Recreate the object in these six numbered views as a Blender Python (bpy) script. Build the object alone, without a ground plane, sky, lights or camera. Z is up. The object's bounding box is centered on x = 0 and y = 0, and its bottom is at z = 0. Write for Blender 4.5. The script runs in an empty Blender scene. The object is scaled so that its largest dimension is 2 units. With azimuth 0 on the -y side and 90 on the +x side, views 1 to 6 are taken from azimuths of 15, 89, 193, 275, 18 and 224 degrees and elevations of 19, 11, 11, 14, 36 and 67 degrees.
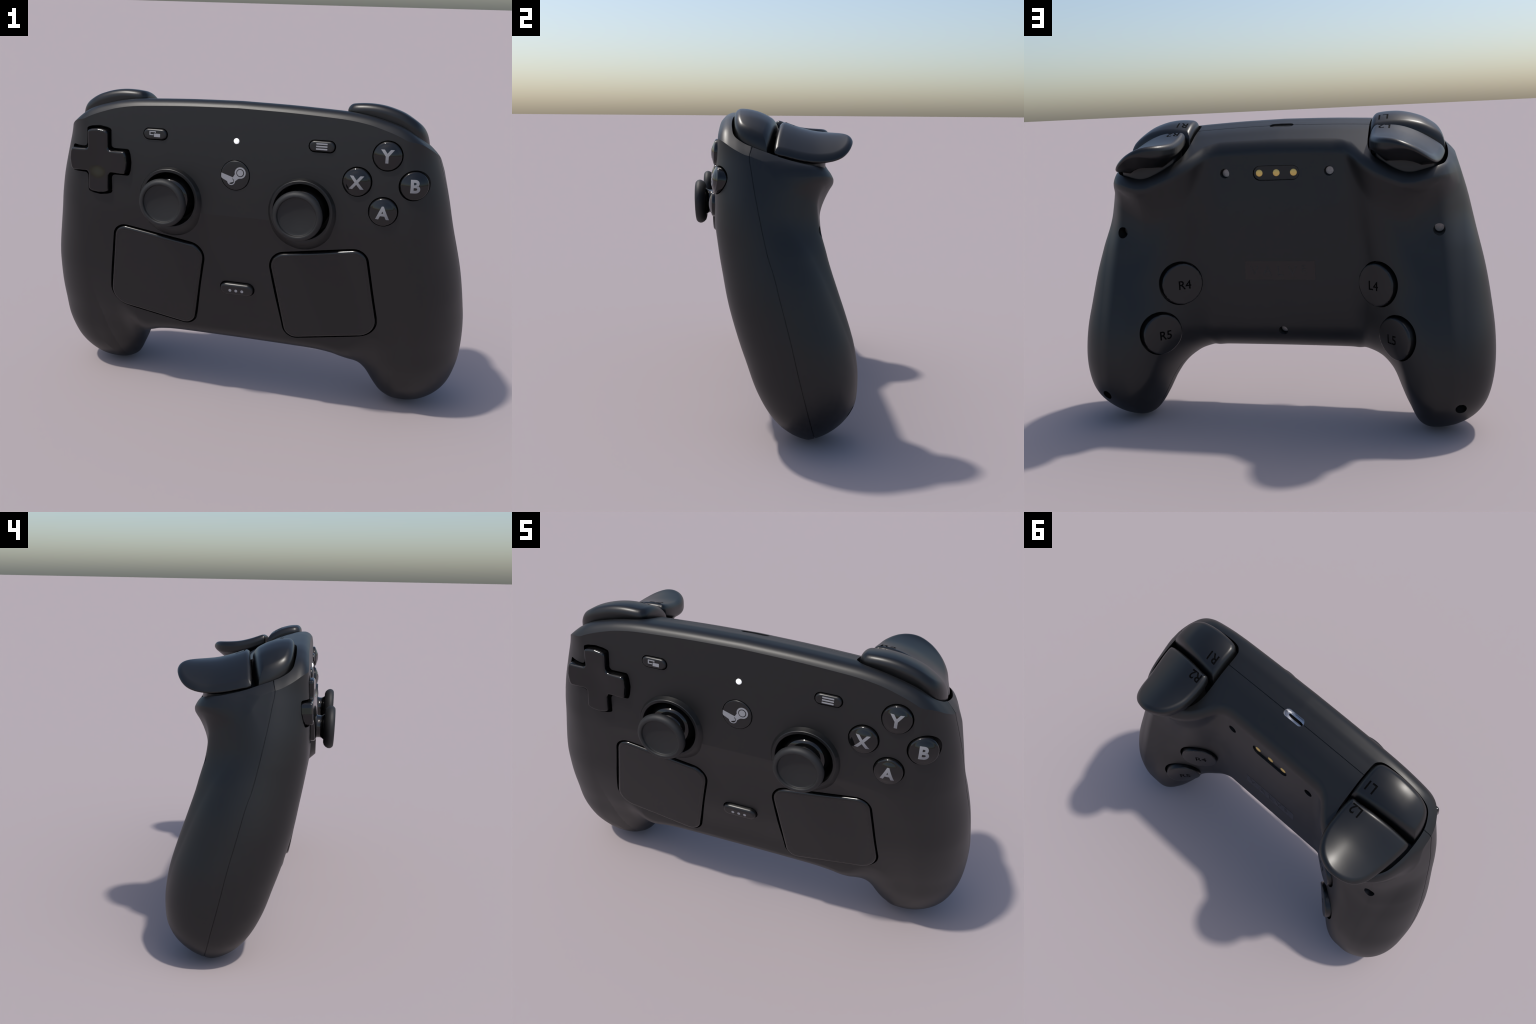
# A dark gamepad standing on its two grips, built from implicit shells + boolean-cut details.
import bpy, bmesh, math
import numpy as np
from mathutils import Vector, Matrix

# ------------------------------------------------------------------ numeric helpers
def spline1(pts, sig=0.0):
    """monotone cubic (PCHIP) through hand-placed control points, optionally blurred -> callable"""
    P = np.array(sorted(pts), float); x, y = P[:, 0], P[:, 1]
    h = np.diff(x); d = np.diff(y) / h; m = np.zeros_like(y)
    for i in range(1, len(x) - 1):
        if d[i-1] * d[i] > 0:
            w1, w2 = 2*h[i] + h[i-1], h[i] + 2*h[i-1]
            m[i] = (w1 + w2) / (w1 / d[i-1] + w2 / d[i])
    m[0], m[-1] = d[0], d[-1]
    pad = .35
    t = np.linspace(x[0]-pad, x[-1]+pad, 6000)
    i = np.clip(np.searchsorted(x, t) - 1, 0, len(h) - 1)
    q = (t - x[i]) / h[i]; c = np.clip(q, 0, 1)
    v = (y[i]*(1+2*c)*(1-c)**2 + h[i]*m[i]*c*(1-c)**2 + y[i+1]*c*c*(3-2*c) + h[i]*m[i+1]*c*c*(c-1))
    v = v + np.where(q > 1, m[i+1]*(q-1)*h[i], 0) + np.where(q < 0, m[i]*q*h[i], 0)
    if sig > 0:
        n = max(1, int(sig/(t[1]-t[0])))
        lin = np.linspace(v[0], v[-1], len(v)); w = v - lin
        for _ in range(3):                       # three box blurs ~ gaussian
            k = np.ones(2*n+1)/(2*n+1)
            w = np.convolve(np.pad(w, n, 'reflect', reflect_type='odd'), k, 'valid')
        v = w + lin
    return lambda u: np.interp(u, t, v)

def catmull(pts, n=8, closed=False):
    P = np.array(pts, float); N = len(P); out = []
    rng = range(N) if closed else range(N - 1)
    for i in rng:
        if closed:
            p0, p1, p2, p3 = P[i-1], P[i], P[(i+1) % N], P[(i+2) % N]
        else:
            p0, p1, p2, p3 = P[max(i-1, 0)], P[i], P[i+1], P[min(i+2, N-1)]
        for t in np.arange(n) / n:
            out.append(.5*((2*p1) + (p2-p0)*t + (2*p0-5*p1+4*p2-p3)*t*t + (3*p1-p0-3*p2+p3)*t**3))
    if not closed: out.append(P[-1])
    return np.array(out)

def poly_sdf(poly):
    """signed distance to a closed polygon (negative inside), any broadcastable arrays"""
    A = np.asarray(poly, float); B = np.roll(A, -1, 0)
    def f(u, v):
        u, v = np.broadcast_arrays(np.asarray(u, float), np.asarray(v, float))
        sh = u.shape; u = u.ravel(); v = v.ravel()
        best = np.full(u.shape, 1e9); inside = np.zeros(u.shape, bool)
        for (ax, ay), (bx, by) in zip(A, B):
            ex, ey = bx-ax, by-ay
            wx, wy = u-ax, v-ay
            t = np.clip((wx*ex + wy*ey) / (ex*ex + ey*ey + 1e-18), 0, 1)
            best = np.minimum(best, (wx-ex*t)**2 + (wy-ey*t)**2)
            c = (ay > v) != (by > v)
            if ey != 0:
                inside ^= c & (u < ex*(v-ay)/ey + ax)
        d = np.sqrt(best)
        return np.where(inside, -d, d).reshape(sh)
    return f

def rint(a, b, r):   # intersection with a circular fillet
    return np.minimum(np.maximum(a, b), -r) + np.hypot(np.maximum(a + r, 0), np.maximum(b + r, 0))
def runi(a, b, r):   # union with a circular fillet
    return -rint(-a, -b, r)
def smax(a, b, k):
    h = np.clip(.5 + .5*(a-b)/k, 0, 1); return b + (a-b)*h + k*h*(1-h)
def smin(a, b, k): return -smax(-a, -b, k)
def sstep(a, b, x):
    t = np.clip((x-a)/(b-a), 0, 1); return t*t*(3-2*t)
def mix(a, b, t): return a + (b-a)*t

# ------------------------------------------------------------------ implicit -> mesh
def grad(F, V, e=4e-4):
    g = np.empty_like(V)
    for k in range(3):
        d = np.zeros(3); d[k] = e
        a, b = V + d, V - d
        g[:, k] = (F(*a.T) - F(*b.T)) / (2*e)
    return g

def implicit_mesh(F, lo, hi, h, half=False):
    """dual (surface-net) mesh of F<0, vertices pulled on to F=0; half: x>=0 then mirrored"""
    lo = np.array(lo, float); hi = np.array(hi, float)
    if half: lo[0] = -h/2
    n = np.ceil((hi-lo)/h).astype(int) + 1
    ax = [lo[k] + h*np.arange(n[k]) for k in range(3)]
    val = np.broadcast_to(F(ax[0][:, None, None], ax[1][None, :, None], ax[2][None, None, :]), n).copy()
    s = val < 0
    c = np.zeros(n-1, np.int8)
    for i in (0, 1):
        for j in (0, 1):
            for k in (0, 1):
                c += s[i:n[0]-1+i, j:n[1]-1+j, k:n[2]-1+k]
    act = (c > 0) & (c < 8)
    cell = np.argwhere(act); idx = -np.ones(n-1, np.int64); idx[act] = np.arange(len(cell))
    acc = np.zeros((len(cell), 3)); cnt = np.zeros(len(cell))
    corners = [(i, j, k) for i in (0, 1) for j in (0, 1) for k in (0, 1)]
    for a in corners:
        for d in range(3):
            if a[d]: continue
            b = list(a); b[d] = 1
            va = val[tuple((cell + a).T)]; vb = val[tuple((cell + b).T)]
            cr = (va < 0) != (vb < 0)
            t = np.where(cr, va / np.where(cr, va - vb, 1), 0)
            p = np.tile(np.array(a, float), (len(cell), 1)); p[:, d] += t
            acc[cr] += p[cr]; cnt[cr] += 1
    V = lo + h*(cell + acc/cnt[:, None])
    quads = []
    for d in range(3):
        e1, e2 = (d+1) % 3, (d+2) % 3
        sl0 = [slice(None)]*3; sl1 = [slice(None)]*3
        sl0[d] = slice(0, n[d]-1); sl1[d] = slice(1, n[d])
        a = s[tuple(sl0)]; b = s[tuple(sl1)]
        E = np.argwhere(a != b)
        E = E[(E[:, e1] > 0) & (E[:, e2] > 0) & (E[:, e1] < n[e1]-1) & (E[:, e2] < n[e2]-1)]
        flip = a[tuple(E.T)]
        def cid(o1, o2):
            q = E.copy(); q[:, e1] += o1; q[:, e2] += o2; return idx[tuple(q.T)]
        q = np.stack([cid(-1, -1), cid(0, -1), cid(0, 0), cid(-1, 0)], 1)
        q[~flip] = q[~flip][:, ::-1]
        quads.append(q)
    Q = np.concatenate(quads)
    for _ in range(3):
        f = F(*V.T); e = 2e-4
        g = np.stack([(F(*(V + e*np.eye(3)[k]).T) - f)/e for k in range(3)], 1)
        step = -(f / np.maximum((g*g).sum(1), 1e-6))[:, None]*g
        L = np.linalg.norm(step, axis=1, keepdims=True)
        V = V + step*np.minimum(1, h*.5/np.maximum(L, 1e-12))
    if half:
        mid = cell[:, 0] == 0
        V[mid, 0] = 0
        m = np.where(mid, np.arange(len(V)), len(V) + np.cumsum(~mid) - 1)
        V = np.concatenate([V, V[~mid]*[-1, 1, 1]])
        Q = np.concatenate([Q, m[Q][:, ::-1]])
    return V, Q

# ------------------------------------------------------------------ scene helpers
scene = bpy.context.scene
def link(o): scene.collection.objects.link(o); return o
def mesh_obj(name, V, Fc, mat=None, parent=None, smooth=True):
    me = bpy.data.meshes.new(name)
    me.from_pydata([tuple(v) for v in np.asarray(V, float)], [], [tuple(int(i) for i in f) for f in Fc])
    me.update()
    o = link(bpy.data.objects.new(name, me))
    if smooth: me.polygons.foreach_set('use_smooth', [True]*len(me.polygons))
    if mat: me.materials.append(mat)
    if parent: o.parent = parent
    return o

def set_normals(o, N):
    o.data.normals_split_custom_set_from_vertices([tuple(v) for v in N])

def smooth_by_angle(o, deg=35):
    me = o.data
    me.polygons.foreach_set('use_smooth', [True]*len(me.polygons))
    bm = bmesh.new(); bm.from_mesh(me)
    c = math.radians(deg)
    for e in bm.edges:
        if len(e.link_faces) == 2: e.smooth = e.calc_face_angle(0) < c
    bm.to_mesh(me); bm.free()

def boolean(o, cutter, op='DIFFERENCE', solver='MANIFOLD'):
    m = o.modifiers.new('b', 'BOOLEAN'); m.operation = op; m.object = cutter; m.solver = solver
    bpy.context.view_layer.update()
    dg = bpy.context.evaluated_depsgraph_get()
    me = bpy.data.meshes.new_from_object(o.evaluated_get(dg))
    o.modifiers.clear(); old = o.data; o.data = me
    if len(me.polygons) == 0: print('EMPTY BOOLEAN', o.name, cutter.name)
    bpy.data.meshes.remove(old)

def drop(*obs):
    for o in obs: bpy.data.objects.remove(o)

def join_raw(parts):
    V = []; Fc = []; k = 0
    for v, f in parts:
        V.append(np.asarray(v, float)); Fc += [tuple(i + k for i in q) for q in f]; k += len(v)
    return np.concatenate(V), Fc

def prism(poly, a, b, frame):
    """closed prism of a 2D polygon (u,v) swept along w from a to b; frame maps (u,v,w)->xyz"""
    P = np.asarray(poly, float); n = len(P)
    if np.sum(P[:, 0]*np.roll(P[:, 1], -1) - P[:, 1]*np.roll(P[:, 0], -1)) < 0: P = P[::-1]
    V = np.array([frame(u, v, a) for u, v in P] + [frame(u, v, b) for u, v in P])
    Fc = [tuple(range(n))[::-1], tuple(range(n, 2*n))] + [(i, (i+1) % n, n+(i+1) % n, n+i) for i in range(n)]
    # orient outward
    def vol(V, Fc):
        t = 0
        for f in Fc:
            for i in range(1, len(f)-1): t += np.dot(V[f[0]], np.cross(V[f[i]], V[f[i+1]]))
        return t
    if vol(V - V.mean(0), Fc) < 0: Fc = [f[::-1] for f in Fc]
    return V, Fc

def circle(cx, cy, r, n=64):
    a = np.arange(n)*2*math.pi/n
    return np.stack([cx + r*np.cos(a), cy + r*np.sin(a)], 1)
def pill(cx, cy, w, h, n=16):
    r = h/2; L = w/2 - r; a = np.linspace(-math.pi/2, math.pi/2, n)
    R = np.stack([cx + L + r*np.cos(a), cy + r*np.sin(a)], 1)
    return np.concatenate([R, np.stack([cx - L - r*np.cos(a), cy - r*np.sin(a)], 1)])
def round_poly(pts, rad, n=10):
    P = np.array(pts, float); N = len(P); out = []
    rad = np.broadcast_to(rad, N)
    for i in range(N):
        a, b, c = P[i-1], P[i], P[(i+1) % N]
        u = (a-b)/np.linalg.norm(a-b); v = (c-b)/np.linalg.norm(c-b)
        th = math.acos(np.clip(u @ v, -1, 1)); d = rad[i]/math.tan(th/2)
        cen = b + (u+v)/np.linalg.norm(u+v)*rad[i]/math.sin(th/2)
        p, q = b + u*d - cen, b + v*d - cen
        a0 = math.atan2(p[1], p[0]); a1 = math.atan2(q[1], q[0])
        da = (a1-a0 + math.pi) % (2*math.pi) - math.pi
        for t in np.linspace(0, 1, n): out.append(cen + rad[i]*np.array([math.cos(a0+da*t), math.sin(a0+da*t)]))
    return np.array(out)
def inset_poly(poly, d):
    """shrink a polygon by d (grow for negative d), orientation independent"""
    P = np.asarray(poly, float)
    ar = np.sum(P[:, 0]*np.roll(P[:, 1], -1) - P[:, 1]*np.roll(P[:, 0], -1))
    e = np.roll(P, -1, 0) - np.roll(P, 1, 0)
    nrm = np.stack([-e[:, 1], e[:, 0]], 1); nrm /= np.linalg.norm(nrm, axis=1, keepdims=True) + 1e-12
    return P + nrm*d*(1 if ar > 0 else -1)

def lathe(profile, axis_frame, n=96):
    """profile [(r,w)], w along the axis; closed when ends have r=0"""
    V = []; Fc = []; rings = []
    for r, w in profile:
        if r < 1e-6:
            rings.append([len(V)]); V.append(axis_frame(0, 0, w))
        else:
            rings.append(list(range(len(V), len(V)+n)))
            for a in np.arange(n)*2*math.pi/n: V.append(axis_frame(r*math.cos(a), r*math.sin(a), w))
    for A, B in zip(rings, rings[1:]):
        for i in range(n):
            j = (i+1) % n
            if len(A) == 1 and len(B) == 1: continue
            if len(A) == 1: Fc.append((A[0], B[i], B[j]))
            elif len(B) == 1: Fc.append((A[i], B[0], A[j]))
            else: Fc.append((A[i], B[i], B[j], A[j]))
    return np.array(V), Fc

def fix_normals(o):
    bm = bmesh.new(); bm.from_mesh(o.data)
    bmesh.ops.recalc_face_normals(bm, faces=bm.faces); bm.to_mesh(o.data); bm.free()

FRONT = lambda u, v, w: np.array([u, -w, v])       # u=x, v=z, w towards the viewer (-y)
BACK = lambda u, v, w: np.array([-u, w, v])        # read from behind
TOP = lambda u, v, w: np.array([u, v, w])

# ------------------------------------------------------------------ materials
def material(name, col, rough, spec=.5, noise=0.0, bump=0.0, scale=300, metallic=0, coat=0, var=0.0, rvar=0.0):
    m = bpy.data.materials.new(name); m.use_nodes = True
    nt = m.node_tree; b = nt.nodes['Principled BSDF']
    b.inputs['Base Color'].default_value = (*col, 1); b.inputs['Roughness'].default_value = rough
    b.inputs['Specular IOR Level'].default_value = spec; b.inputs['Metallic'].default_value = metallic
    b.inputs['Coat Weight'].default_value = coat
    if var or bump or rvar:
        tc = nt.nodes.new('ShaderNodeTexCoord')
        nz = nt.nodes.new('ShaderNodeTexNoise'); nz.inputs['Scale'].default_value = scale
        nz.inputs['Detail'].default_value = 3
        nt.links.new(tc.outputs['Object'], nz.inputs['Vector'])
        if var:
            r = nt.nodes.new('ShaderNodeValToRGB')
            r.color_ramp.elements[0].position = .3; r.color_ramp.elements[1].position = .7
            r.color_ramp.elements[0].color = (*[c*(1-var) for c in col], 1)
            r.color_ramp.elements[1].color = (*[c*(1+var) for c in col], 1)
            nt.links.new(nz.outputs['Fac'], r.inputs['Fac']); nt.links.new(r.outputs['Color'], b.inputs['Base Color'])
        if rvar:
            mr = nt.nodes.new('ShaderNodeMapRange')
            mr.inputs['To Min'].default_value = rough-rvar; mr.inputs['To Max'].default_value = rough+rvar
            nt.links.new(nz.outputs['Fac'], mr.inputs['Value']); nt.links.new(mr.outputs['Result'], b.inputs['Roughness'])
        if bump:
            bp = nt.nodes.new('ShaderNodeBump'); bp.inputs['Strength'].default_value = bump
            bp.inputs['Distance'].default_value = .001
            nt.links.new(nz.outputs['Fac'], bp.inputs['Height']); nt.links.new(bp.outputs['Normal'], b.inputs['Normal'])
    return m

M_SHELL = material('matte_black_shell', (.0042, .0043, .0046), .43, var=.06, rvar=.02, bump=.02, scale=260)
M_TRIG = material('satin_black_trigger', (.0042, .0043, .0046), .36, var=.05, scale=200)
M_GLOSS = material('gloss_black_button', (.0040, .0040, .0042), .06)
M_DPAD = material('gloss_black_pad', (.0040, .0040, .0042), .10)
M_SMALL = material('satin_small_button', (.0045, .0045, .0048), .33)
M_PAD = material('touch_surface', (.0042, .0042, .0045), .42, var=.05, scale=300)
M_PADRIM = material('touch_rim', (.0040, .0040, .0042), .2)
M_RUBBER = material('rubber_cap', (.0085, .0087, .009), .60, var=.1, bump=.06, scale=400)
M_INK = material('grey_print', (.20, .20, .212), .5)
M_INKB = material('grey_icon', (.25, .25, .265), .5)
M_ENGR = material('engraved_black', (.0006, .0006, .0006), .7, spec=.08)
M_METAL = material('screw_steel', (.24, .235, .24), .35, metallic=1, var=.12, scale=90)
M_PORT = material('port_steel', (.72, .72, .73), .30, metallic=1)
M_GOLD = material('gold_contact', (.80, .54, .16), .36, metallic=.5)
M_MARK = material('wordmark_panel', (.0060, .0042, .0040), .24)
M_MARKL = material('wordmark_letter', (.0070, .0073, .0080), .43)
M_LED = material('white_light', (.95, .95, .95), .4)
_b = M_LED.node_tree.nodes['Principled BSDF']
_b.inputs['Emission Color'].default_value = (1, 1, 1, 1); _b.inputs['Emission Strength'].default_value = .45

# ------------------------------------------------------------------ body definition
# side/bottom outline in (|x|, z)
OUT = [(-.4, .311), (-.2, .311), (0, .311), (.2, .310), (.33, .308), (.39, .303), (.441, .293), (.487, .272), (.532, .238), (.568, .182),
       (.600, .110), (.630, .056), (.662, .022), (.702, .004), (.752, 0), (.802, .006), (.852, .026), (.90, .062), (.940, .110),
       (.967, .165), (.986, .235), (.997, .31), (1.0, .394), (.996, .484), (.985, .575), (.970, .675), (.951, .772), (.918, .907),
       (.882, 1.06), (.850, 1.17), (.822, 1.256), (.793, 1.345), (.71, 1.60), (.64, 1.82)]
outline = poly_sdf(np.concatenate([catmull(OUT, 7), [[-.4, 1.82]]]))
# ridge height along x, and how the top falls away in y
ridge = spline1([(0, 1.441), (.2, 1.437), (.37, 1.430), (.45, 1.4255), (.54, 1.414), (.6, 1.400), (.66, 1.382), (.70, 1.364),
                 (.75, 1.335), (.79, 1.305), (.82, 1.275), (.85, 1.236), (.9, 1.16)], .012)
fall = spline1([(-.34, -.20), (-.28, -.098), (-.25, -.0478), (-.2355, -.0237), (-.225, -.0115), (-.215, -.0050), (-.205, -.0014), (-.193, 0), (-.165, -.002), (-.12, -.014), (-.07, -.030),
                (-.03, -.046), (.02, -.072), (.12, -.126), (.2, -.177), (.25, -.215), (.4, -.33)], .0025)
PLATE = [(1.6, -.220), (1.417, -.2355), (1.2687, -.2482), (1.14, -.2565), (1.04, -.2595)]
face_grip = spline1(PLATE + [(.965, -.259), (.9, -.2510), (.81, -.236),
                     (.763, -.226), (.62, -.196), (.43, -.140), (.366, -.117), (.26, -.080), (.18, -.044), (.1, -.008), (0, .035)], .02)
face_mid = spline1(PLATE + [(.96, -.2600), (.8, -.262)], .015)
face_low = spline1([(1.0, -.2695), (.96, -.2600), (.8755, -.239), (.80, -.2247), (.608, -.197), (.4526, -.160), (.3736, -.147), (.30, -.125)], .02)
back_mid = spline1([(1.5, .088), (1.3, .093), (1.2, .099), (1.08, .107), (.95, .112), (.73, .112), (.5, .104), (.425, .097), (.3, .085), (0, .05)], .03)
back_grip = spline1([(1.4, .17), (1.2, .186), (1.088, .199), (1.0, .205), (.946, .209), (.845, .228), (.7, .274), (.565, .320), (.43, .358), (.307, .373),
                     (.2, .370), (.1, .347), (0, .305)], .03)
ramp_x = spline1([(1.4, .38), (1.15, .396), (.94, .430), (.68, .47), (.45, .56), (.35, .573), (.2, .575), (0, .60)], .04)
ramp_y = spline1([(1.4, .15), (1.15, .155), (.94, .160), (.68, .182), (.45, .270), (.35, .285), (.2, .285), (0, .27)], .04)
ramp_s = spline1([(1.4, 1.2), (1.15, 1.1), (.94, .85), (.68, .68), (.45, .92), (.2, .95), (0, .95)], .05)
panel_x = spline1([(1.2, .40), (.965, .40), (.955, .46), (.947, .50), (.924, .614), (.871, .682), (.788, .722), (.658, .739), (.494, .733), (.311, .708), (.1, .68)], .008)
rad_in = spline1([(0, .145), (.34, .148), (.42, .170), (.49, .195), (.55, .165), (.61, .09), (.9, .06)], .015)
rad_b = spline1([(1.3, .12), (1.15, .20), (1.05, .235), (.95, .245), (.85, .238), (.75, .238), (.6, .248), (.4, .23), (.2, .195), (0, .18)], .03)
rad_f = spline1([(1.40, .08), (1.3, .125), (1.17, .15), (1.05, .16), (.95, .172), (.8, .205), (.65, .228), (.5, .230), (.4, .225), (.25, .19), (.15, .165), (0, .14)], .03)
POCKET = catmull([(.48, -.178), (.60, -.184), (.68, -.181), (.727, -.172), (.756, -.145), (.781, -.09), (.790, 0), (.785, .085), (.768, .155),
                  (.725, .208), (.65, .236), (.56, .228), (.50, .200), (.456, .160), (.433, .10), (.428, 0), (.427, -.12), (.438, -.158)], 10, True)
pocket = poly_sdf(POCKET)

def D1(f, t, e=1e-3): return (f(t+e) - f(t-e)) / (2*e)

def ztop(X, y):
    f = fall(y)
    return ridge(X) + np.where(y > -.192, f*mix(1, .66, sstep(.58, .80, X)), f) - .2*sstep(.68, .83, X)*np.maximum(-.10 - y, 0)

def body_parts(x, y, z):
    X = np.abs(x)
    out = outline(X, z)
    # front: flat face, lower panel breaking at z=.96, grips curving on
    panel = np.where(z > .96, face_mid(z), face_low(z))
    side = np.clip(1 - (panel_x(z) - X)/.2, 0, 1)
    yf = mix(panel, face_grip(z), side)
    yf = yf + .48*np.maximum(X - .60, 0)**2*sstep(.62, 1.0, z)*(1 - sstep(1.24, 1.40, z))
    ff = (yf - y) * (1 / np.sqrt(1 + D1(face_grip, z)**2))
    # back: flat middle, ramp up to the grips
    line = ramp_y(z) + ramp_s(z)*(X - ramp_x(z))
    bm_, bg_ = back_mid(z), back_grip(z)
    yb = smin(smax(bm_, line, .045 + .03*sstep(.85, 1.1, z)), bg_, .07)
    yb = yb - .13*np.maximum(X - .64, 0)*sstep(.84, 1.02, z)*(1 - sstep(1.14, 1.28, z))
    sl = ramp_s(z)*.85*sstep(bm_ - .02, bm_ + .03, line)*(1 - sstep(bg_ - .04, bg_ + .03, line))
    fb = (y - yb) / np.sqrt(1 + sl**2)
    g = sstep(.45, .63, X) * (1 - sstep(.40, .60, z)*(1 - sstep(.55, .75, X)))
    rf = mix(.07, rad_f(z), g)
    rb = mix(mix(.145, rad_in(X), sstep(.10, .26, z)), rad_b(z), sstep(.66, .86, X))
    f = np.maximum(rint(out, ff, rf), rint(out, fb, rb))
    # flared rim around the shoulder pocket, blended into the back
    zt = ztop(X, y)
    dz = np.maximum(zt - .025 - z, 0)
    boss = (pocket(X, y) - .033 + .34*dz + 1.1*dz*dz) / 1.05
    boss = np.maximum(np.maximum(rint(boss, out + .022, .03), .88 - z), -.06 - y)
    f = runi(f, boss, mix(.085, .040, sstep(.52, .72, X)))
    # top
    ft = (z - zt) / np.sqrt(1 + D1(ridge, X)**2 + D1(fall, y)**2)
    return f, ft, X, zt

def top_radius(X, y): return 2e-4 + mix(.042, .041, sstep(.36, .46, X))*sstep(-.06, .06, y)
def body(x, y, z):
    f, ft, X, zt = body_parts(x, y, z)
    return rint(f, ft, top_radius(X, y))
def body_raw(x, y, z):
    """as body, but the top in front of y=-.10 stands proud: it is sliced off crisply afterwards"""
    f, ft, X, zt = body_parts(x, y, z)
    lift = .35*np.maximum(-.10 - y, 0)
    return rint(f, np.where(lift > 0, (z - zt - lift)/1.2, ft), top_radius(X, y) + np.where(lift > 0, .003, 0))

seam_y = spline1([(1.5, -.055), (1.41, -.0745), (1.30, -.093), (1.257, -.105), (1.2, -.096), (1.126, -.084), (1.034, -.066), (.925, -.043), (.836, -.02),
                  (.796, -.006), (.664, .029), (.5, .072), (.376, .101), (.226, .138), (.125, .163), (.04, .185), (-.1, .21)])

# ------------------------------------------------------------------ root
root = link(bpy.data.objects.new('game_controller', None))
root['label'] = 'matte black gamepad with twin thumbsticks, touch pads and triggers'
root['category'] = 'game controller'

def grid_solid(xs, vs, lower, upper):
    """closed solid between two height sheets over a rectangular grid; lower/upper(x,v)->xyz"""
    nx, nv = len(xs), len(vs)
    V = [lower(x, v) for x in xs for v in vs] + [upper(x, v) for x in xs for v in vs]
    k = nx*nv; I = lambda i, j, t: t*k + i*nv + j; Fc = []
    for i in range(nx-1):
        for j in range(nv-1):
            for t in (0, 1):
                a_, b_, c_, d_ = I(i, j, t), I(i+1, j, t), I(i+1, j+1, t), I(i, j+1, t)
                Fc += [(a_, b_, c_), (a_, c_, d_)]
    for i in range(nx-1):
        for j in (0, nv-1): Fc.append((I(i, j, 0), I(i+1, j, 0), I(i+1, j, 1), I(i, j, 1)))
    for j in range(nv-1):
        for i in (0, nx-1): Fc.append((I(i, j, 0), I(i, j+1, 0), I(i, j+1, 1), I(i, j, 1)))
    return np.array(V), Fc

bV, bQ = implicit_mesh(body_raw, (0, -.33, -.02), (1.03, .43, 1.56), .0062, half=True)
shell = mesh_obj('body', bV, bQ)
_xs = np.concatenate([-np.linspace(0, .95, 90)[:0:-1], np.linspace(0, .95, 90)])
_ys = np.concatenate([np.linspace(-.36, -.245, 12)[:-1], np.linspace(-.245, -.19, 26)[:-1], np.linspace(-.19, -.02, 34)])
_cz = {}
def _cut_low(x, y):
    return np.array([x, y, float(ztop(abs(x), np.array(y))) + .35*max(y + .10, 0)])
topcut = mesh_obj('topcut', *grid_solid(_xs, _ys, _cut_low, lambda x, y: np.array([x, y, 1.75])), smooth=False); fix_normals(topcut)
boolean(shell, topcut); drop(topcut)

# ---------------- feature positions
STICK = (.293, 1.013)
SMALLB = (.362, 1.287)
LOGO = (0, 1.1395); LED = (0, 1.2827); DOTS = (0, .608)
FACE = {'Y': (.627, 1.2687), 'X': (.5140, 1.1565), 'B': (.7404, 1.1558), 'A': (.627, 1.0430)}
DPAD = (-.627, 1.155)
PADQ = [(-.5726, .8755), (-.1369, .8034), (-.216, .3736), (-.6472, .4526)]
PADL = round_poly(PADQ, [.062, .075, .062, .09], 12)
def surf_y(x, z, side=-1):
    """y of the body surface at (x,z), front (-1) or back (+1)"""
    a, b = (-.36, .0) if side < 0 else (.5, .02)
    for _ in range(45):
        m = (a+b)/2
        if body(np.array([x]), np.array([m]), np.array([z]))[0] > 0: a = m
        else: b = m
    return (a+b)/2
def surf_n(p):
    g = grad(body, np.array([p], float))[0]; return g/np.linalg.norm(g)

def cross(L, W, rc=.012, ri=.016, bow=.012):
    """plus outline with arms bowed outward at their ends"""
    arm = []
    pts = []
    for k in range(4):
        a = k*math.pi/2; R = np.array([[math.cos(a), -math.sin(a)], [math.sin(a), math.cos(a)]])
        base = [(W, -W), (L-bow, -W)] + [(L - bow*(t*t), W*t) for t in (-.6, 0, .6)] + [(L-bow, W)]
        pts += [R @ np.array(p) for p in base]
    rr = []
    for k in range(4): rr += [ri, rc, .001, .001, .001, rc]
    return round_poly(pts, rr, 6)

cuts = []
def hole(poly, depth_from, depth_to, frame=FRONT): cuts.append(prism(poly, depth_from, depth_to, frame))
for sx in (-1, 1):
    hole(circle(sx*STICK[0], STICK[1], .126, 96), .12, .40)
    hole(pill(sx*SMALLB[0], SMALLB[1], .113, .051), .20, .40)
    hole(PADL if sx < 0 else PADL*[-1, 1], .10, .40)
hole(circle(*LOGO, .0645), .20, .40)
hole(pill(*DOTS, .163, .066), .14, .40)
hole(circle(*LED, .0125, 32), .20, .40)
for c in FACE.values(): hole(circle(*c, .0612), .18, .40)
hole(cross(.153, .0585) + np.array(DPAD), .18, .40)
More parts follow.
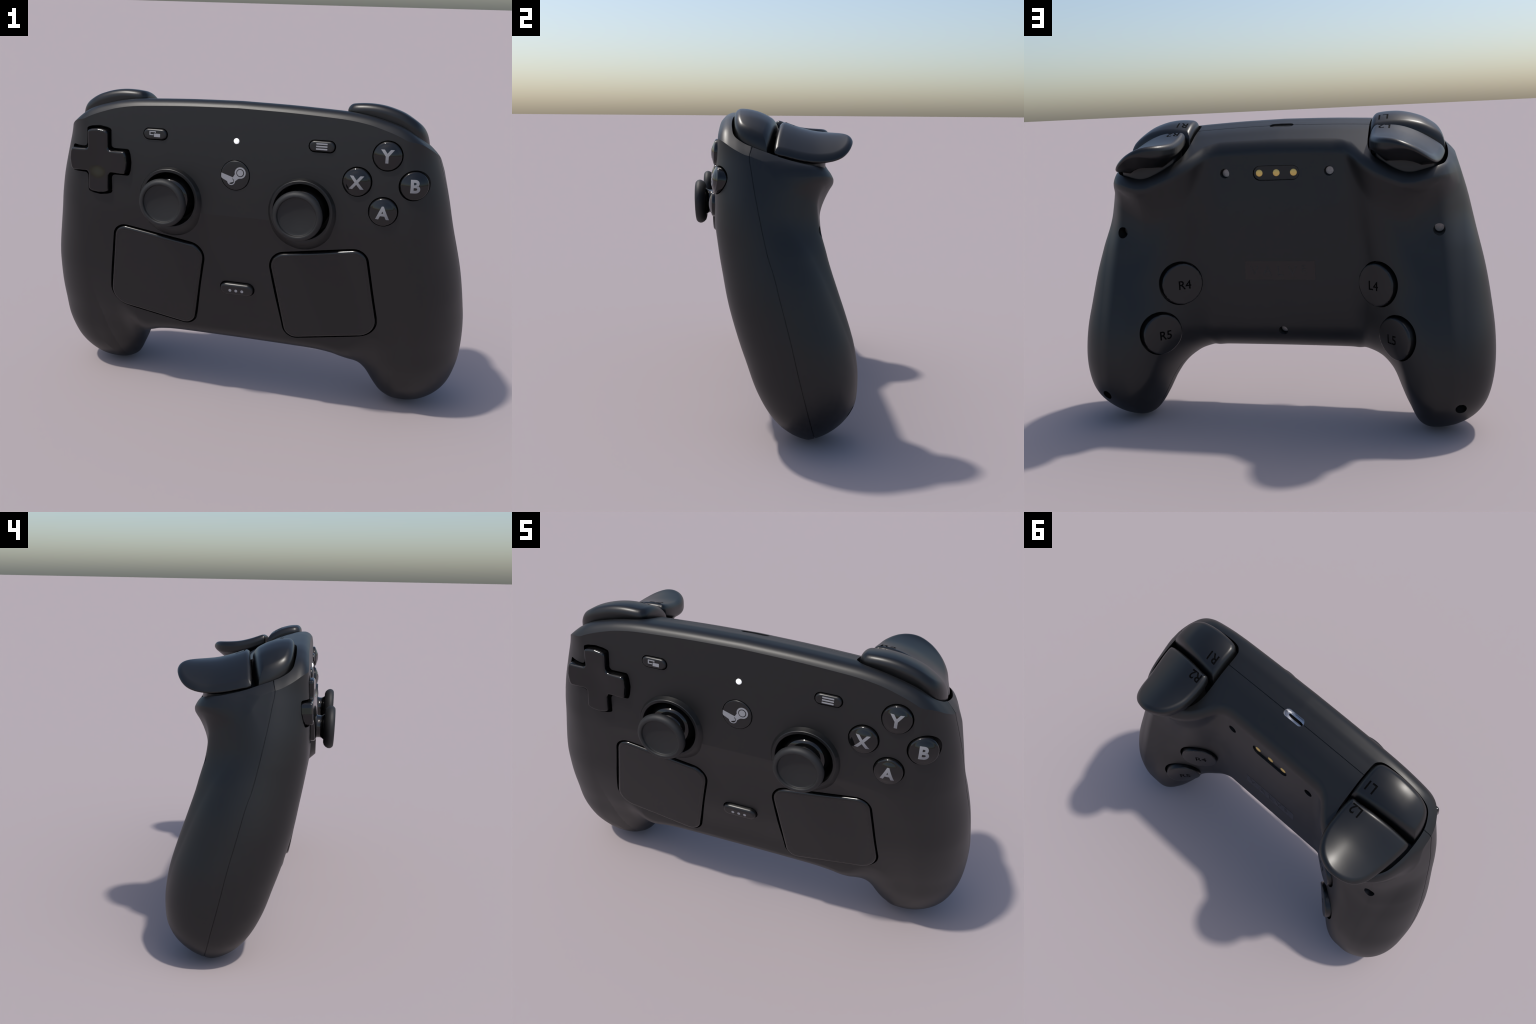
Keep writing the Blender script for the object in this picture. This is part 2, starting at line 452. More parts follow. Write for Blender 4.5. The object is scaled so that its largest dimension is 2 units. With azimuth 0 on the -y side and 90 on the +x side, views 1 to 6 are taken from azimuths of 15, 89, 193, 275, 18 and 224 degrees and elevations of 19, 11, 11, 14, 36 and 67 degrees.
# back: screws, contact strip, port
SCREWS = []
def oriented(p, n):
    n = np.array(n, float); n /= np.linalg.norm(n)
    u = np.cross([0, 0, 1], n); u /= np.linalg.norm(u); v = np.cross(n, u)
    return lambda a, b, w: np.array(p) + a*u + b*v + w*n
for (sx_, sz_, r_, d_) in [(.251, 1.199, .023, .036), (-.251, 1.199, .023, .036), (.751, .936, .0265, .085), (-.751, .936, .0265, .085), (.842, .155, .0245, .10), (-.842, .155, .0245, .10), (0, .425, .0225, .055)]:
    yb_ = surf_y(sx_, sz_, 1)
    n_ = np.array([0, 1, 0.])
    fr = oriented((sx_, yb_, sz_), n_)
    cuts.append(prism(circle(0, 0, r_, 40), -d_, .08, fr)); SCREWS.append((fr, r_, d_))
yc = surf_y(0, 1.196, 1)
plate_o = pill(0, 1.196, .224, .070); plate_i = inset_poly(plate_o, .0024)
fr_c = lambda u, v, w: np.array([-u, yc + w, v])
cuts.append(prism(plate_o, -.022, .03, fr_c))
PORTF = oriented((0, -.0743, float(ztop(np.array(0.), np.array(-.0743)))), (0, .30, 1))
cuts.append(prism(pill(0, 0, .118, .041), -.17, .04, lambda a, b, w: PORTF(-a, b, w)))

# shoulder pockets: floor parallel to the sloping top
def pocket_cut(sx):
    P = POCKET*[sx, 1]
    V, Fc = prism(P, 0, 1, TOP)
    n = len(P)
    V[:n, 2] = ztop(np.abs(V[:n, 0]), V[:n, 1]) - .09
    V[n:, 2] = 1.60
    return V, Fc
for sx in (-1, 1): cuts.append(pocket_cut(sx))

cutter = mesh_obj('cutter', *join_raw(cuts), smooth=False); fix_normals(cutter)
boolean(shell, cutter); drop(cutter)

# ---------------- paddle buttons on the back (outer skin lifted inside a tilted cylinder)
PADDLES = [('R4', (.472, .187, .680), (-.552, .833, .02), .100), ('R5', (.561, .268, .450), (-.667, .744, 0), .098)]
pcuts = []; paddle_defs = []
for txt, c, n, r in PADDLES:
    c = tuple(np.array(c) + np.array(n)*(.006 if txt == 'R5' else .001))
    for sx in (1, -1):
        cc = (c[0]*sx, c[1], c[2]); nn = (n[0]*sx, n[1], n[2])
        fr = oriented(cc, nn)
        pcuts.append(prism(circle(-.005*sx, .003, r + .0075, 72), -.055, .08, fr))
        paddle_defs.append((txt if sx > 0 else txt.replace('R', 'L'), cc, nn, r, fr))
cutter = mesh_obj('cutter', *join_raw(pcuts), smooth=False); fix_normals(cutter)
boolean(shell, cutter); drop(cutter)

# ---------------- parting groove, then split in two shells
_zs = np.linspace(-.08, 1.62, 110)
def seam(x, z):
    """parting surface: leans back down the grips, but stays mid-thickness under the centre"""
    y = float(seam_y(z)); return mix(min(y, -.045), y, float(sstep(.43, .585, abs(x))))
_sx = np.concatenate([-np.linspace(0, 1.1, 70)[:0:-1], np.linspace(0, 1.1, 70)])
def seam_solid(o0, o1):
    f = lambda o: (lambda x, z: np.array([x, seam(x, z) + o, z])) if abs(o) < .5 else (lambda x, z: np.array([x, o, z]))
    return grid_solid(_sx, _zs, f(o0), f(o1))
ring = mesh_obj('ring', *seam_solid(-.0019, .0019), smooth=False); fix_normals(ring)
core_f = lambda x, y, z: body(x, y, z) + .006
cV, cQ = implicit_mesh(core_f, (0, -.33, -.02), (1.03, .43, 1.50), .012, half=True)
core = mesh_obj('core', cV, cQ)
boolean(ring, core); boolean(shell, ring); drop(ring, core)
halfF = seam_solid(-.8, 0.0)
halfB = seam_solid(0.0, .8)

def body_normals(o, F=body, parent=None):
    me = o.data
    nv = len(me.vertices); co = np.empty(nv*3); me.vertices.foreach_get('co', co); co = co.reshape(-1, 3)
    f = np.abs(F(*co.T)); g = grad(F, co, 8e-4); g /= np.linalg.norm(g, axis=1, keepdims=True) + 1e-9
    nl = len(me.loops); lv = np.empty(nl, np.int64); me.loops.foreach_get('vertex_index', lv)
    npoly = len(me.polygons); pn = np.empty(npoly*3); me.polygons.foreach_get('normal', pn); pn = pn.reshape(-1, 3)
    tot = np.empty(npoly, np.int64); me.polygons.foreach_get('loop_total', tot)
    lp = np.repeat(np.arange(npoly), tot)
    on = (f[lv] < 6e-4) & ((g[lv]*pn[lp]).sum(1) > .75)
    ok = np.bincount(lp, ~on, npoly) == 0
    N = np.where(ok[lp][:, None], g[lv], pn[lp])
    if F is body:      # on the face-plate edge take each facet's own side of the crease
        a, b = body_parts(*co.T)[:2]
        cr = (np.abs(a) < 9e-4) & (np.abs(b) < 9e-4) & (co[:, 1] < -.05)
        sel = np.where(cr[lv])[0]
        if len(sel):
            cen = np.empty(npoly*3); me.polygons.foreach_get('center', cen); cen = cen.reshape(-1, 3)
            pt = co[lv[sel]]*.6 + cen[lp[sel]]*.4
            a, b = body_parts(*pt.T)[:2]
            ga = grad(lambda *q: body_parts(*q)[0], pt, 3e-4); gb = grad(lambda *q: body_parts(*q)[1], pt, 3e-4)
            gg = np.where((a > b)[:, None], ga, gb); gg /= np.linalg.norm(gg, axis=1, keepdims=True)
            good = (gg*pn[lp[sel]]).sum(1) > .6
            N[sel[good]] = gg[good]
    me.polygons.foreach_set('use_smooth', [True]*npoly)
    me.normals_split_custom_set([tuple(v) for v in N])

def split_shell(name, half):
    o = link(bpy.data.objects.new(name, shell.data.copy()))
    c = mesh_obj('c', *half, smooth=False); fix_normals(c)
    boolean(o, c, 'INTERSECT'); drop(c)
    o.data.materials.clear(); o.data.materials.append(M_SHELL)
    o.parent = root; body_normals(o)
    return o
face_shell = split_shell('face_shell', halfF)
grip_shell = split_shell('grip_shell', halfB)
drop(shell)

# ------------------------------------------------------------------ paddles
for txt, cc, nn, r, fr in paddle_defs:
    n = np.array(nn)/np.linalg.norm(nn); c = np.array(cc)
    def pf(x, y, z, n=n, c=c, r=r):
        dx, dy, dz = x-c[0], y-c[1], z-c[2]
        w = dx*n[0] + dy*n[1] + dz*n[2]
        q = np.sqrt(np.maximum((dx-w*n[0])**2 + (dy-w*n[1])**2 + (dz-w*n[2])**2, 1e-12)) - r
        lift = .6*np.maximum(body(x, y, z), w - .03) + .4*(w - .018) - .012
        f = rint(q, lift, .008)
        return np.maximum(f, -.05 - w)
    V, Q = implicit_mesh(pf, c - .135, c + .135, .0058)
    o = mesh_obj('paddle_button', V, Q, M_SMALL, root)
    N = grad(pf, V); N /= np.linalg.norm(N, axis=1, keepdims=True)
    set_normals(o, N)
    o['_txt'] = txt

# ------------------------------------------------------------------ text helpers
def text_mesh(s, size, bold=.0, spacing=1.0):
    cu = bpy.data.curves.new('t', 'FONT'); cu.body = s; cu.size = size; cu.align_x = 'CENTER'; cu.align_y = 'CENTER'
    cu.offset = bold; cu.space_character = spacing; cu.resolution_u = 6
    o = link(bpy.data.objects.new('t', cu)); bpy.context.view_layer.update()
    me = bpy.data.meshes.new_from_object(o.evaluated_get(bpy.context.evaluated_depsgraph_get()))
    bpy.data.objects.remove(o); bpy.data.curves.remove(cu)
    bm = bmesh.new(); bm.from_mesh(me); bpy.data.meshes.remove(me)
    bmesh.ops.remove_doubles(bm, verts=bm.verts, dist=1e-6)
    bmesh.ops.triangulate(bm, faces=bm.faces)
    co = np.array([v.co[:2] for v in bm.verts]); c = (co.max(0) + co.min(0))/2
    for v in bm.verts: v.co.x -= c[0]; v.co.y -= c[1]
    return bm

def subdiv(bm, maxlen):
    for _ in range(4):
        es = [e for e in bm.edges if e.calc_length() > maxlen]
        if not es: break
        bmesh.ops.subdivide_edges(bm, edges=es, cuts=1)
        bmesh.ops.triangulate(bm, faces=bm.faces)

def solid_from_flat(bm, place, lo, hi, name, mat=None, parent=None):
    """flat 2D bmesh -> closed solid; place(u,v,off)->xyz"""
    vs = [v.co.copy() for v in bm.verts]
    for i, v in enumerate(bm.verts): v.index = i
    faces = [[v.index for v in f.verts] for f in bm.faces]
    bound = [(e.verts[0].index, e.verts[1].index) for e in bm.edges if len(e.link_faces) == 1]
    bm.free(); n = len(vs)
    V = [place(v.x, v.y, lo) for v in vs] + [place(v.x, v.y, hi) for v in vs]
    Fc = [f[::-1] for f in faces] + [[i+n for i in f] for f in faces] + [(a, b, b+n, a+n) for a, b in bound]
    o = mesh_obj(name, V, Fc, mat, parent, smooth=False); fix_normals(o)
    return o

def poly_bm(polys):
    """flat bmesh of several disjoint simple polygons"""
    bm = bmesh.new()
    for P in polys:
        bm.faces.new([bm.verts.new((p[0], p[1], 0)) for p in P])
    bmesh.ops.triangulate(bm, faces=bm.faces)
    return bm

def engrave_on_mesh(o, bm, project, depth, keep_normals):
    cut = solid_from_flat(bm, project, -depth, .006, 'cut')
    boolean(o, cut, solver='MANIFOLD'); drop(cut)

# ------------------------------------------------------------------ triggers and bumpers
TRIG = catmull([(.462, .036), (.449, .07), (.447, .14), (.455, .218), (.484, .285), (.525, .325), (.580, .347), (.63, .347), (.675, .332),
                (.715, .300), (.742, .25), (.758, .18), (.771, .11), (.779, .045), (.779, .008), (.765, -.006), (.70, .002), (.60, .020), (.50, .034)], 5, True)
BUMP = catmull([(.472, -.164), (.450, -.150), (.439, -.124), (.437, -.05), (.439, .018), (.447, .024), (.50, .020), (.60, .006), (.70, -.012), (.768, -.030), (.777, -.036),
                (.774, -.08), (.760, -.122), (.735, -.153), (.697, -.167), (.65, -.171), (.60, -.172), (.53, -.170)], 5, True)
trig_s, bump_s = poly_sdf(TRIG), poly_sdf(BUMP)
tr_h = spline1([(-.05, 1.418), (.01, 1.412), (.048, 1.402), (.106, 1.381), (.203, 1.358), (.296, 1.353), (.36, 1.360)], .02)
tr_c = spline1([(.40, .006), (.46, .001), (.50, 0), (.56, .006), (.62, .026), (.68, .057), (.72, .083), (.76, .112), (.80, .145)], .02)
bp_h = spline1([(-.22, -.014), (-.167, -.002), (-.135, 0), (-.068, -.012), (.009, -.051), (.06, -.092)], .015)
bp_x = spline1([(.40, 1.440), (.46, 1.452), (.50, 1.4565), (.53, 1.4575), (.56, 1.456), (.6, 1.450), (.636, 1.440), (.67, 1.428), (.70, 1.411), (.748, 1.377), (.776, 1.346), (.82, 1.29)], .012)
def trigger(x, y, z):
    top = tr_h(y) - tr_c(x)
    ft = (z - top)/np.sqrt(1 + D1(tr_h, y)**2 + D1(tr_c, x)**2)
    p = trig_s(x, y)
    slab = rint(p, ft, .027)
    under = top - (mix(.055, .020, sstep(.50, .66, x)) + .78*np.clip(-p, 0, .07)) - z
    slab = rint(slab, under*.8, .008)
    lever = rint(pocket(x, y) + .010, p + .022, .01)
    lever = np.maximum(np.maximum(lever, z - top + .03), ztop(x, y) - .10 - z)
    return runi(slab, lever, .006)
def bumper(x, y, z):
    top = bp_x(x) + bp_h(y)
    ft = (z - top)/np.sqrt(1 + D1(bp_h, y)**2 + D1(bp_x, x)**2)
    f = rint(bump_s(x, y), ft, .026)
    return np.maximum(f, top - .125 - z)

def carved_pair(name, F, lo, hi, h, mat, txt, tc, size):
    V, Q = implicit_mesh(F, lo, hi, h)
    for sx in (1, -1):
        W = V*[sx, 1, 1]; QQ = Q if sx > 0 else Q[:, ::-1]
        o = mesh_obj(name, W, QQ, mat, root)
        G = (lambda x, y, z, s=sx: F(s*x, y, z))
        bm = text_mesh(txt if sx > 0 else txt.replace('R', 'L'), size, .0012)
        subdiv(bm, .012)
        bm.verts.ensure_lookup_table()
        uv = np.array([v.co[:2] for v in bm.verts]) + [tc[0]*sx, tc[1]]
        a = np.full(len(uv), 1.6); b = np.full(len(uv), 1.2)
        # march down to the first hit
        for t in np.linspace(1.6, 1.2, 81):
            ins = (G(uv[:, 0], uv[:, 1], np.full(len(uv), t)) < 0) & (a == 1.6)
            b[ins] = t; a[ins] = t + .005
        for _ in range(20):
            m = (a+b)/2; i = G(uv[:, 0], uv[:, 1], m) < 0
            b = np.where(i, m, b); a = np.where(i, a, m)
        zmap = {(round(u, 7), round(v, 7)): zz_ for (u, v), zz_ in zip(uv, (a+b)/2)}
        pl = lambda u, v, w: np.array([u + tc[0]*sx, v + tc[1], zmap[(round(u + tc[0]*sx, 7), round(v + tc[1], 7))] + w])
        bm2 = bm.copy()
        cut = solid_from_flat(bm, pl, -.0045, .006, 'cut')
        boolean(o, cut); drop(cut)
        o.data.materials.clear(); o.data.materials.append(mat)
        body_normals(o, G)
        solid_from_flat(bm2, pl, -.006, -.0035, 'engraved_label', M_ENGR, o)

carved_pair('shoulder_bumper', bumper, (.42, -.20, 1.12), (.80, .05, 1.49), .0045, M_TRIG, 'R1', (.495, -.040), .060)
carved_pair('trigger', trigger, (.42, -.03, 1.03), (.81, .36, 1.44), .0045, M_TRIG, 'R2', (.507, .075), .060)

# engraved labels on the paddles
for o in [c for c in root.children if c.name.startswith('paddle_button')]:
    txt = o['_txt']; del o['_txt']
    d = [p for p in paddle_defs if p[0] == txt][0]
    fr = d[4]; n = np.array(d[2])/np.linalg.norm(d[2])
    co = np.empty(len(o.data.vertices)*3); o.data.vertices.foreach_get('co', co); co = co.reshape(-1, 3)
    rel = co - np.array(d[1]); w = rel @ n
    bm = text_mesh(txt, .060, .0008); subdiv(bm, .015)
    u0 = fr(1, 0, 0) - fr(0, 0, 0); v0 = fr(0, 1, 0) - fr(0, 0, 0)
    pu, pv = rel @ u0, rel @ v0; topm = w > -.02
    off = (.010 if txt[0] == 'R' else -.010, -.004)
    def pl(u, v, ww):
        a, b = u + off[0], v + off[1]
        dd = (pu[topm]-a)**2 + (pv[topm]-b)**2; k = np.argsort(dd)[:4]
        return fr(a, b, np.average(w[topm][k], weights=1/(dd[k]+1e-7)) + ww)
    bm2 = bm.copy()
    cut = solid_from_flat(bm, pl, -.004, .006, 'cut')
    boolean(o, cut); drop(cut)
    o.data.materials.clear(); o.data.materials.append(M_SMALL)
    smooth_by_angle(o, 30)
    solid_from_flat(bm2, pl, -.0055, -.003, 'engraved_label', M_ENGR, o)

# ------------------------------------------------------------------ front controls
def face_frame(x, z, lean=None):
    """local frame standing on the face at (x,z): u right, v up, w out of the face"""
    y = surf_y_plain(x, z)
    e = .03
    n = np.array([(surf_y_plain(x+e, z) - surf_y_plain(x-e, z))/(2*e), -1, (surf_y_plain(x, z+e) - surf_y_plain(x, z-e))/(2*e)])
    n[0] *= .6
    n /= np.linalg.norm(n)
    v = np.array([0, 0, 1.]) - n*n[2]; v /= np.linalg.norm(v); u = np.cross(v, n)
    return lambda a, b, w: np.array([x, y, z]) + a*u + b*v + w*n
def surf_y_plain(x, z): return surf_y(x, z, -1)

def dome_profile(r, top, dome, bev=.010, base=-.05, n=10):
    """button side, rounded shoulder, shallow dome"""
    pr = [(0, base), (r, base), (r, top - bev)]
    for a in np.linspace(0, math.pi/2, 6)[1:]:
        pr.append((r - bev + bev*math.cos(a), top - bev + bev*math.sin(a)))
    re = r - bev
    for t in np.linspace(1, 0, n)[1:]:
        pr.append((re*t, top + dome*(1 - t*t)))
    return pr

def add_lathe(name, prof, fr, mat, parent, n=80, ang=40):
    V, Fc = lathe(prof, fr, n); o = mesh_obj(name, V, Fc, mat, parent); fix_normals(o); smooth_by_angle(o, ang); return o

def pill_button(name, x, z, w, h, top, mat, bev=.012, base=-.03):
    fr = face_frame(x, z); rings = []
    lv = [(0, base), (0, top - bev)] + [(bev*(1-math.cos(a)), top - bev + bev*math.sin(a)) for a in np.linspace(0, math.pi/2, 7)[1:]]
    lv.append((bev + .003, top))
    V = []; Fc = []; n = None
    for ins, ww in lv:
        P = pill(0, 0, w - 2*ins, h - 2*ins, 16); n = len(P)
        V += [fr(u, v, ww) for u, v in P]
    for k in range(len(lv)-1):
        for i in range(n): j = (i+1) % n; Fc.append((k*n+i, k*n+j, (k+1)*n+j, (k+1)*n+i))
    Fc.append(tuple(range(n))[::-1]); Fc.append(tuple(range((len(lv)-1)*n, len(lv)*n)))
    o = mesh_obj(name, V, Fc, mat, root); fix_normals(o); smooth_by_angle(o, 30); return o, fr

# face buttons with printed letters
for ch, (x, z) in FACE.items():
    fr = face_frame(x, z)
    R, TOPH, DOME = .0575, .014, .012
    o = add_lathe('face_button', dome_profile(R, TOPH, DOME, .009), fr, M_GLOSS, root)
    bm = text_mesh(ch, .072, .0024); subdiv(bm, .015)
    re = R - .009
    solid_from_flat(bm, lambda u, v, w: fr(u, v, TOPH + DOME*(1 - min(1, (u*u+v*v)/re**2)) + w), -.002, .0007, 'button_letter', M_INK, o)

# menu / view buttons
for sx in (-1, 1):
    o, fr = pill_button('menu_button', sx*SMALLB[0], SMALLB[1], .106, .0445, .010, M_SMALL, .009)
    if sx > 0:
        bars = [[(-.023, b-.0028), (.023, b-.0028), (.023, b+.0028), (-.023, b+.0028)] for b in (-.0105, 0, .0105)]
        solid_from_flat(poly_bm(bars), lambda u, v, w: fr(u, v, .010 + w), -.002, .0007, 'menu_icon', M_INKB, o)
    else:
        c_ = [[(a0, b0), (a1, b0), (a1, b1), (a0, b1)] for a0, b0, a1, b1 in ((-.024, -.0045, -.0195, .0125), (-.0192, .0085, .005, .0125), (-.0192, -.0045, -.0055, -.0008), (.0008, .0052, .005, .0082))]
        r_ = [(-.003, -.0115), (.0245, -.0115), (.0245, .0025), (-.003, .0025)]
        solid_from_flat(poly_bm(c_ + [r_]), lambda u, v, w: fr(u, v, .010 + w), -.002, .0007, 'menu_icon', M_INKB, o)
# three-dot button
o, fr = pill_button('menu_button', *DOTS, .155, .058, .020, M_SMALL, .014)
solid_from_flat(poly_bm([circle(k*.028, -.002, .0068, 20) for k in (-1, 0, 1)]), lambda u, v, w: fr(u, v, .020 + w), -.002, .0007, 'menu_icon', M_INKB, o)

# emblem button
fr = face_frame(*LOGO)
o = add_lathe('emblem_button', dome_profile(.0625, .004, .0, .004, n=3), fr, M_SMALL, root)
S = .0625
def band(P, Q, r0, r1, n=14):
    """tapered capsule-like link polygon between two discs"""
    P, Q = np.array(P), np.array(Q); d = Q-P; L = np.linalg.norm(d); a0 = math.atan2(d[1], d[0]); b = math.acos(np.clip((r0-r1)/L, -1, 1))
    A = [P + r0*np.array([math.cos(t), math.sin(t)]) for t in np.linspace(a0+b, a0+2*math.pi-b, n)]
    B = [Q + r1*np.array([math.cos(t), math.sin(t)]) for t in np.linspace(a0-b, a0+b, n)]
    return A + B
C1, C2 = (.36, .20), (-.26, -.39)
def emblem(polys, lo, hi, mat, nm):
    solid_from_flat(poly_bm([np.array(P)*S for P in polys]), lambda u, v, w: fr(u, v, .004 + w), lo, hi, nm, mat, o)
emblem([circle(*C1, .385, 40)], -.002, .0007, M_INKB, 'emblem_mark')
emblem([[(-.44, -.50), (-.02, -.25), (.10, -.10), (-.02, .22), (.12, .42), (.45, -.15), (.12, -.36), (-.02, -.52)][i] for i in range(0)] or
       [[(-.16, -.16), (.02, .14), (.10, .34), (.48, -.15), (.22, -.22), (-.02, -.42)]], -.002, .00055, M_INKB, 'emblem_mark')
emblem([circle(*C2, .275, 32)], -.002, .0010, M_INKB, 'emblem_mark')
emblem([[(-.965, .13), (-.975, -.12), (-.94, -.22), (-.40, -.50), (-.14, -.14)]], -.002, .0004, M_INKB, 'emblem_mark')
emblem([circle(*C1, .27, 40)], .0, .0013, M_SMALL, 'emblem_mark')
emblem([circle(*C1, .215, 40)], .0, .0019, M_INKB, 'emblem_mark')
# dark arc around the small disc
arc_o = [(C2[0] + .205*math.cos(t), C2[1] + .205*math.sin(t)) for t in np.linspace(-2.2, 1.1, 20)]
arc_i = [(C2[0] + .165*math.cos(t), C2[1] + .165*math.sin(t)) for t in np.linspace(1.1, -2.2, 20)]
emblem([arc_o + arc_i], .0, .0016, M_SMALL, 'emblem_mark')

# indicator light
fr = face_frame(*LED)
add_lathe('indicator_light', [(0, -.03), (.0118, -.03), (.0118, -.001)] + [(.0118*math.cos(a), .007*math.sin(a)) for a in np.linspace(.1, math.pi/2, 7)], fr, M_LED, root, 32, 60)

# direction pad: bowed plus with rounded edges and a shallow dish
fr = face_frame(-.627, 1.155)
plus = poly_sdf(cross(.141, .0495, .014, .014, .010))
def dpad(u, v, w):
    dish = .021 - .008*np.exp(-(u*u + v*v)/.07**2)
    return np.maximum(rint(plus(u, v), w - dish, .010), -.05 - w)
V, Q = implicit_mesh(dpad, (-.16, -.16, -.06), (.16, .16, .03), .0035)
N = grad(dpad, V, 2e-4)
fr0 = fr; fr = lambda a, b, w: fr0(a, b, w + .05*a - .001)
o_, ax_ = fr(0, 0, 0), np.array([fr(1, 0, 0) - fr(0, 0, 0), fr(0, 1, 0) - fr(0, 0, 0), fr(0, 0, 1) - fr(0, 0, 0)])
if np.linalg.det(ax_) < 0: Q = Q[:, ::-1]
N = N @ ax_; N /= np.linalg.norm(N, axis=1, keepdims=True)
o = mesh_obj('direction_pad', o_ + V @ ax_, Q, M_DPAD, root); set_normals(o, N)

# touch pads: flat slabs with rounded rims, lying on the plane of their four corners
def pad_plane():
    A = np.array([[x, z, 1] for x, z in PADQ]); b = np.array([-.239, -.2247, -.1507, -.1603])
    return np.linalg.lstsq(A, b, rcond=None)[0]
pa = pad_plane()
for sx in (-1, 1):
    V = []; Fc = []
    P = inset_poly(PADL, .0075); n = len(P)
    nrm = np.array([pa[0], -1, pa[1]]); nrm /= np.linalg.norm(nrm)
    def fr(u, v, w): return (np.array([u, pa[0]*u + pa[1]*v + pa[2], v]) + w*nrm)*[sx, 1, 1]
    bev, top = .012, .010
    lv = [(0, -.06), (0, top-bev)] + [(bev*(1-math.cos(a)), top - bev + bev*math.sin(a)) for a in np.linspace(0, math.pi/2, 7)[1:]]
    lv.append((bev + .004, top))
    for ins, w in lv: V += [fr(u, v, w) for u, v in inset_poly(P, ins)]
    for k in range(len(lv)-1):
        for i in range(n): j = (i+1) % n; Fc.append((k*n+i, k*n+j, (k+1)*n+j, (k+1)*n+i))
    Fc.append(tuple(range(n))[::-1]); Fc.append(tuple(range((len(lv)-1)*n, len(lv)*n)))
    o = mesh_obj('touch_pad', V, Fc, M_PAD, root); fix_normals(o); smooth_by_angle(o, 30)
    o.data.materials.append(M_PADRIM)
    for p in o.data.polygons[:-1]: p.material_index = 1

# thumbsticks: collar on the face, ball + stem, rubber cap
def loft(circles, n=96):
    V = []; Fc = []
    for cx, cz, r, y in circles:
        for a in np.arange(n)*2*math.pi/n: V.append((cx + r*math.cos(a), y, cz + r*math.sin(a)))
    m = len(circles)
    for k in range(m):
        k2 = (k+1) % m
        for i in range(n): j = (i+1) % n; Fc.append((k*n+i, k*n+j, k2*n+j, k2*n+i))
    return V, Fc
for sx in (-1, 1):
    cx, cz = sx*STICK[0], STICK[1]
    V, Fc = loft([(cx, cz-.016, .164, -.225), (cx, cz-.012, .151, -.248), (cx, cz, .1335, -.2800), (cx, cz, .1315, -.2820),
                  (cx, cz, .1210, -.2820), (cx, cz, .1195, -.2800), (cx, cz, .1195, -.20), (cx, cz, .13, -.19)])
    o = mesh_obj('stick_collar', V, Fc, M_SHELL, root); fix_normals(o); smooth_by_angle(o, 22)
    ax = np.array([0, -1, -.03]); ax /= np.linalg.norm(ax)
    up = np.array([0, 0, 1.]) - ax*ax[2]; up /= np.linalg.norm(up); ri = np.cross(up, ax)
    fr = lambda a, b, w, c=(cx, -.188, cz+.006): np.array(c) + a*ri + b*up + w*ax
    ball = [(0, -.04), (.107, -.04), (.107, .005)] + [(.107*math.cos(a), .017+.107*math.sin(a)) for a in np.linspace(-.1, .72, 14)] + [(.060, .092), (.055, .100), (.054, .112), (.056, .122), (.063, .131), (.07, .136), (0, .136)]
    st = add_lathe('thumbstick', ball, fr, M_GLOSS, root, 96, 40)
    cap = [(0, .132), (.078, .132), (.090, .136), (.099, .145), (.1045, .156), (.105, .164), (.1025, .172), (.098, .1775), (.093, .1808), (.088, .1818), (.0845, .181), (.0825, .179), (.0812, .1745), (.0806, .1700), (.0790, .1690), (.070, .1678), (.055, .1650), (.035, .1622), (.015, .1605), (0, .160)]
    add_lathe('stick_cap', cap, fr, M_RUBBER, st, 96, 60)

# ------------------------------------------------------------------ back details
for fr, r, d in SCREWS:
    rr = r*.86
    o = add_lathe('screw', [(0, -d-.006), (rr, -d-.006), (rr, -d+.003), (rr*.92, -d+.005), (0, -d+.005)], fr, M_METAL, root, 32)
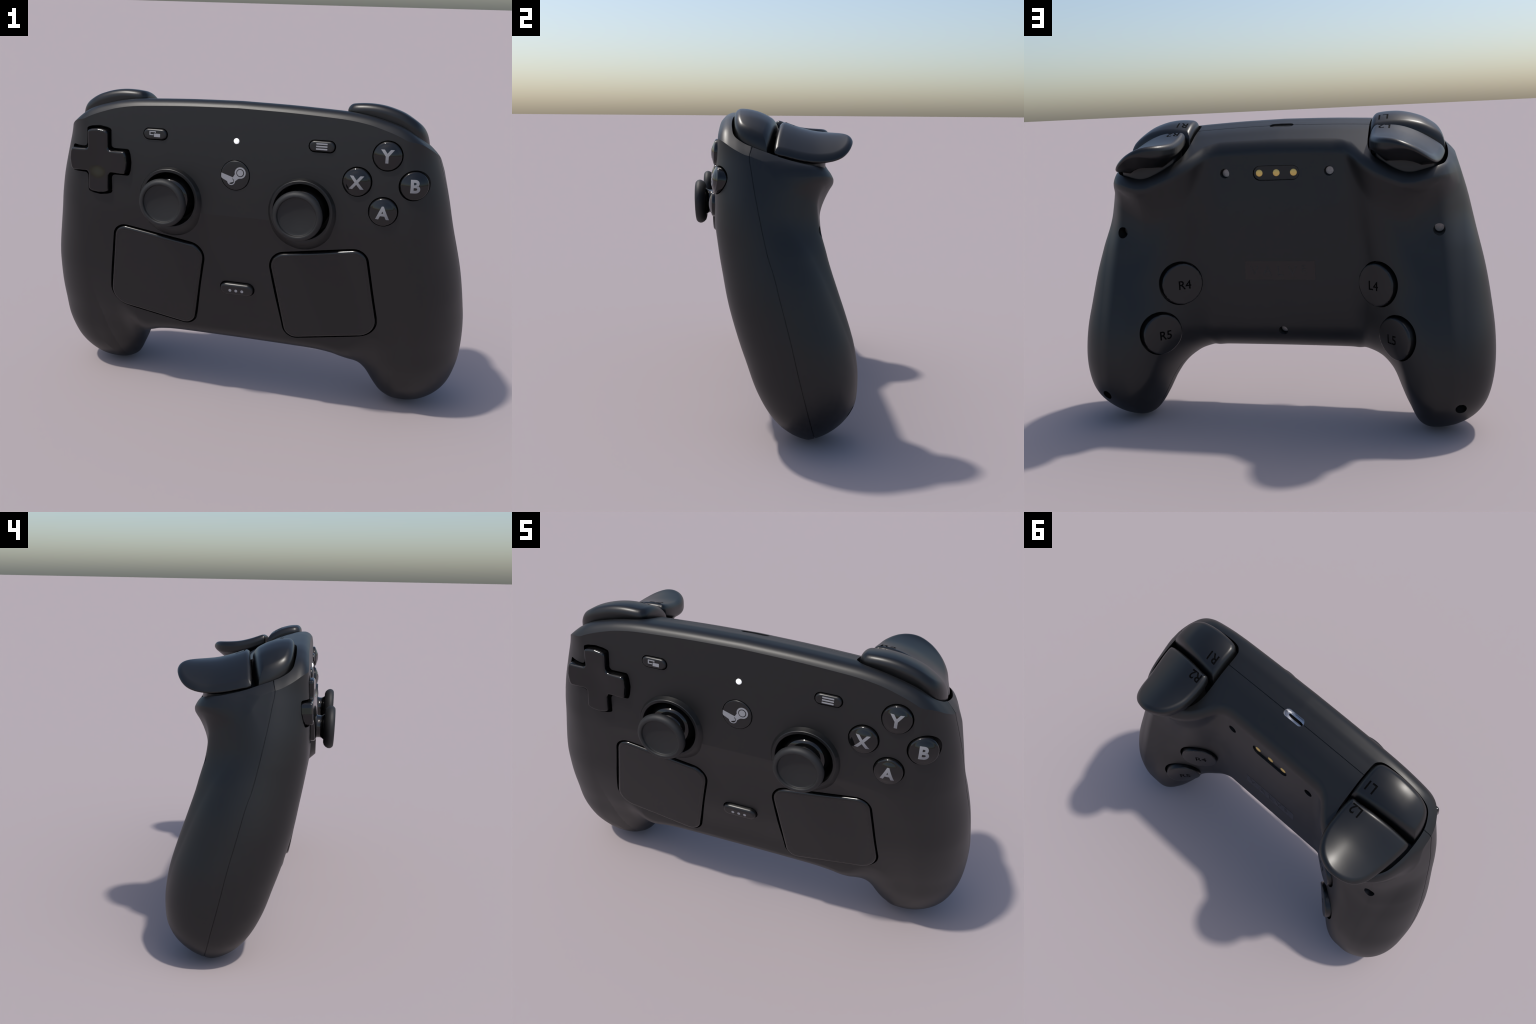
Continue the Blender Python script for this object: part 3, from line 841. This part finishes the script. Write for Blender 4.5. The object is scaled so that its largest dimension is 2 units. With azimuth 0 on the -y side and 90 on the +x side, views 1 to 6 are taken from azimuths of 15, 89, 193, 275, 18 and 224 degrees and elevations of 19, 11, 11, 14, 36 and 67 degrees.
# contact strip with three gold pins
V, Fc = prism(plate_i, -.021, -.008, fr_c)
strip = mesh_obj('contact_strip', V, Fc, M_SHELL, root, smooth=False); fix_normals(strip); smooth_by_angle(strip, 40)
for k in (-1, 0, 1):
    add_lathe('contact_pin', [(0, -.014), (.0165, -.014), (.0165, -.0068), (.0155, -.0058), (.011, -.0048), (.005, -.0042), (0, -.004)], lambda a, b, w, k=k: fr_c(k*.0827 + a, 1.1962 + b, w), M_GOLD, strip, 40)
# charging port: steel sleeve with dark tongue
pf_ = lambda a, b, w: PORTF(-a, b, w)
Po, Pi = pill(0, 0, .1175, .0405), pill(0, 0, .1145, .0375)
V = [pf_(u, v, w) for P, w in ((Po, -.168), (Po, -.010), (Pi, -.010), (Pi, -.075)) for u, v in P]; n = len(Po)
Fc = [(k*n+i, k*n+(i+1) % n, (k+1)*n+(i+1) % n, (k+1)*n+i) for k in range(3) for i in range(n)] + [tuple(range(3*n, 4*n)), tuple(range(n))[::-1]]
port = mesh_obj('charging_port', V, Fc, M_PORT, root); fix_normals(port); smooth_by_angle(port, 40)
V, Fc = prism([(-.035, -.005), (.035, -.005), (.035, .005), (-.035, .005)], -.085, -.026, pf_)
t = mesh_obj('port_tongue', V, Fc, M_ENGR, port, smooth=False); fix_normals(t)
# wordmark: shallow panel with letters
def back_place(u, v, w): return np.array([-u, float(bk(v)) + w, v])
zs = np.linspace(.64, .82, 19); bk = spline1([(q, surf_y(0, q, 1)) for q in zs])
bm = poly_bm([[(-.172, .684), (.172, .684), (.172, .776), (-.172, .776)]]); subdiv(bm, .06)
panel = solid_from_flat(bm, back_place, -.004, .0008, 'wordmark_panel', M_MARK, root)
for ch, u, v, sz in [('V', -.125, .729, .072), ('A', -.061, .729, .072), ('L', .004, .729, .072), ('V', .062, .729, .072), ('E', .118, .739, .052)]:
    bm = text_mesh(ch, sz, -.0006)
    solid_from_flat(bm, lambda a, b, w, u=u, v=v: back_place(u + a, v + b, w), -.002, .0014, 'wordmark_letter', M_MARKL, panel)
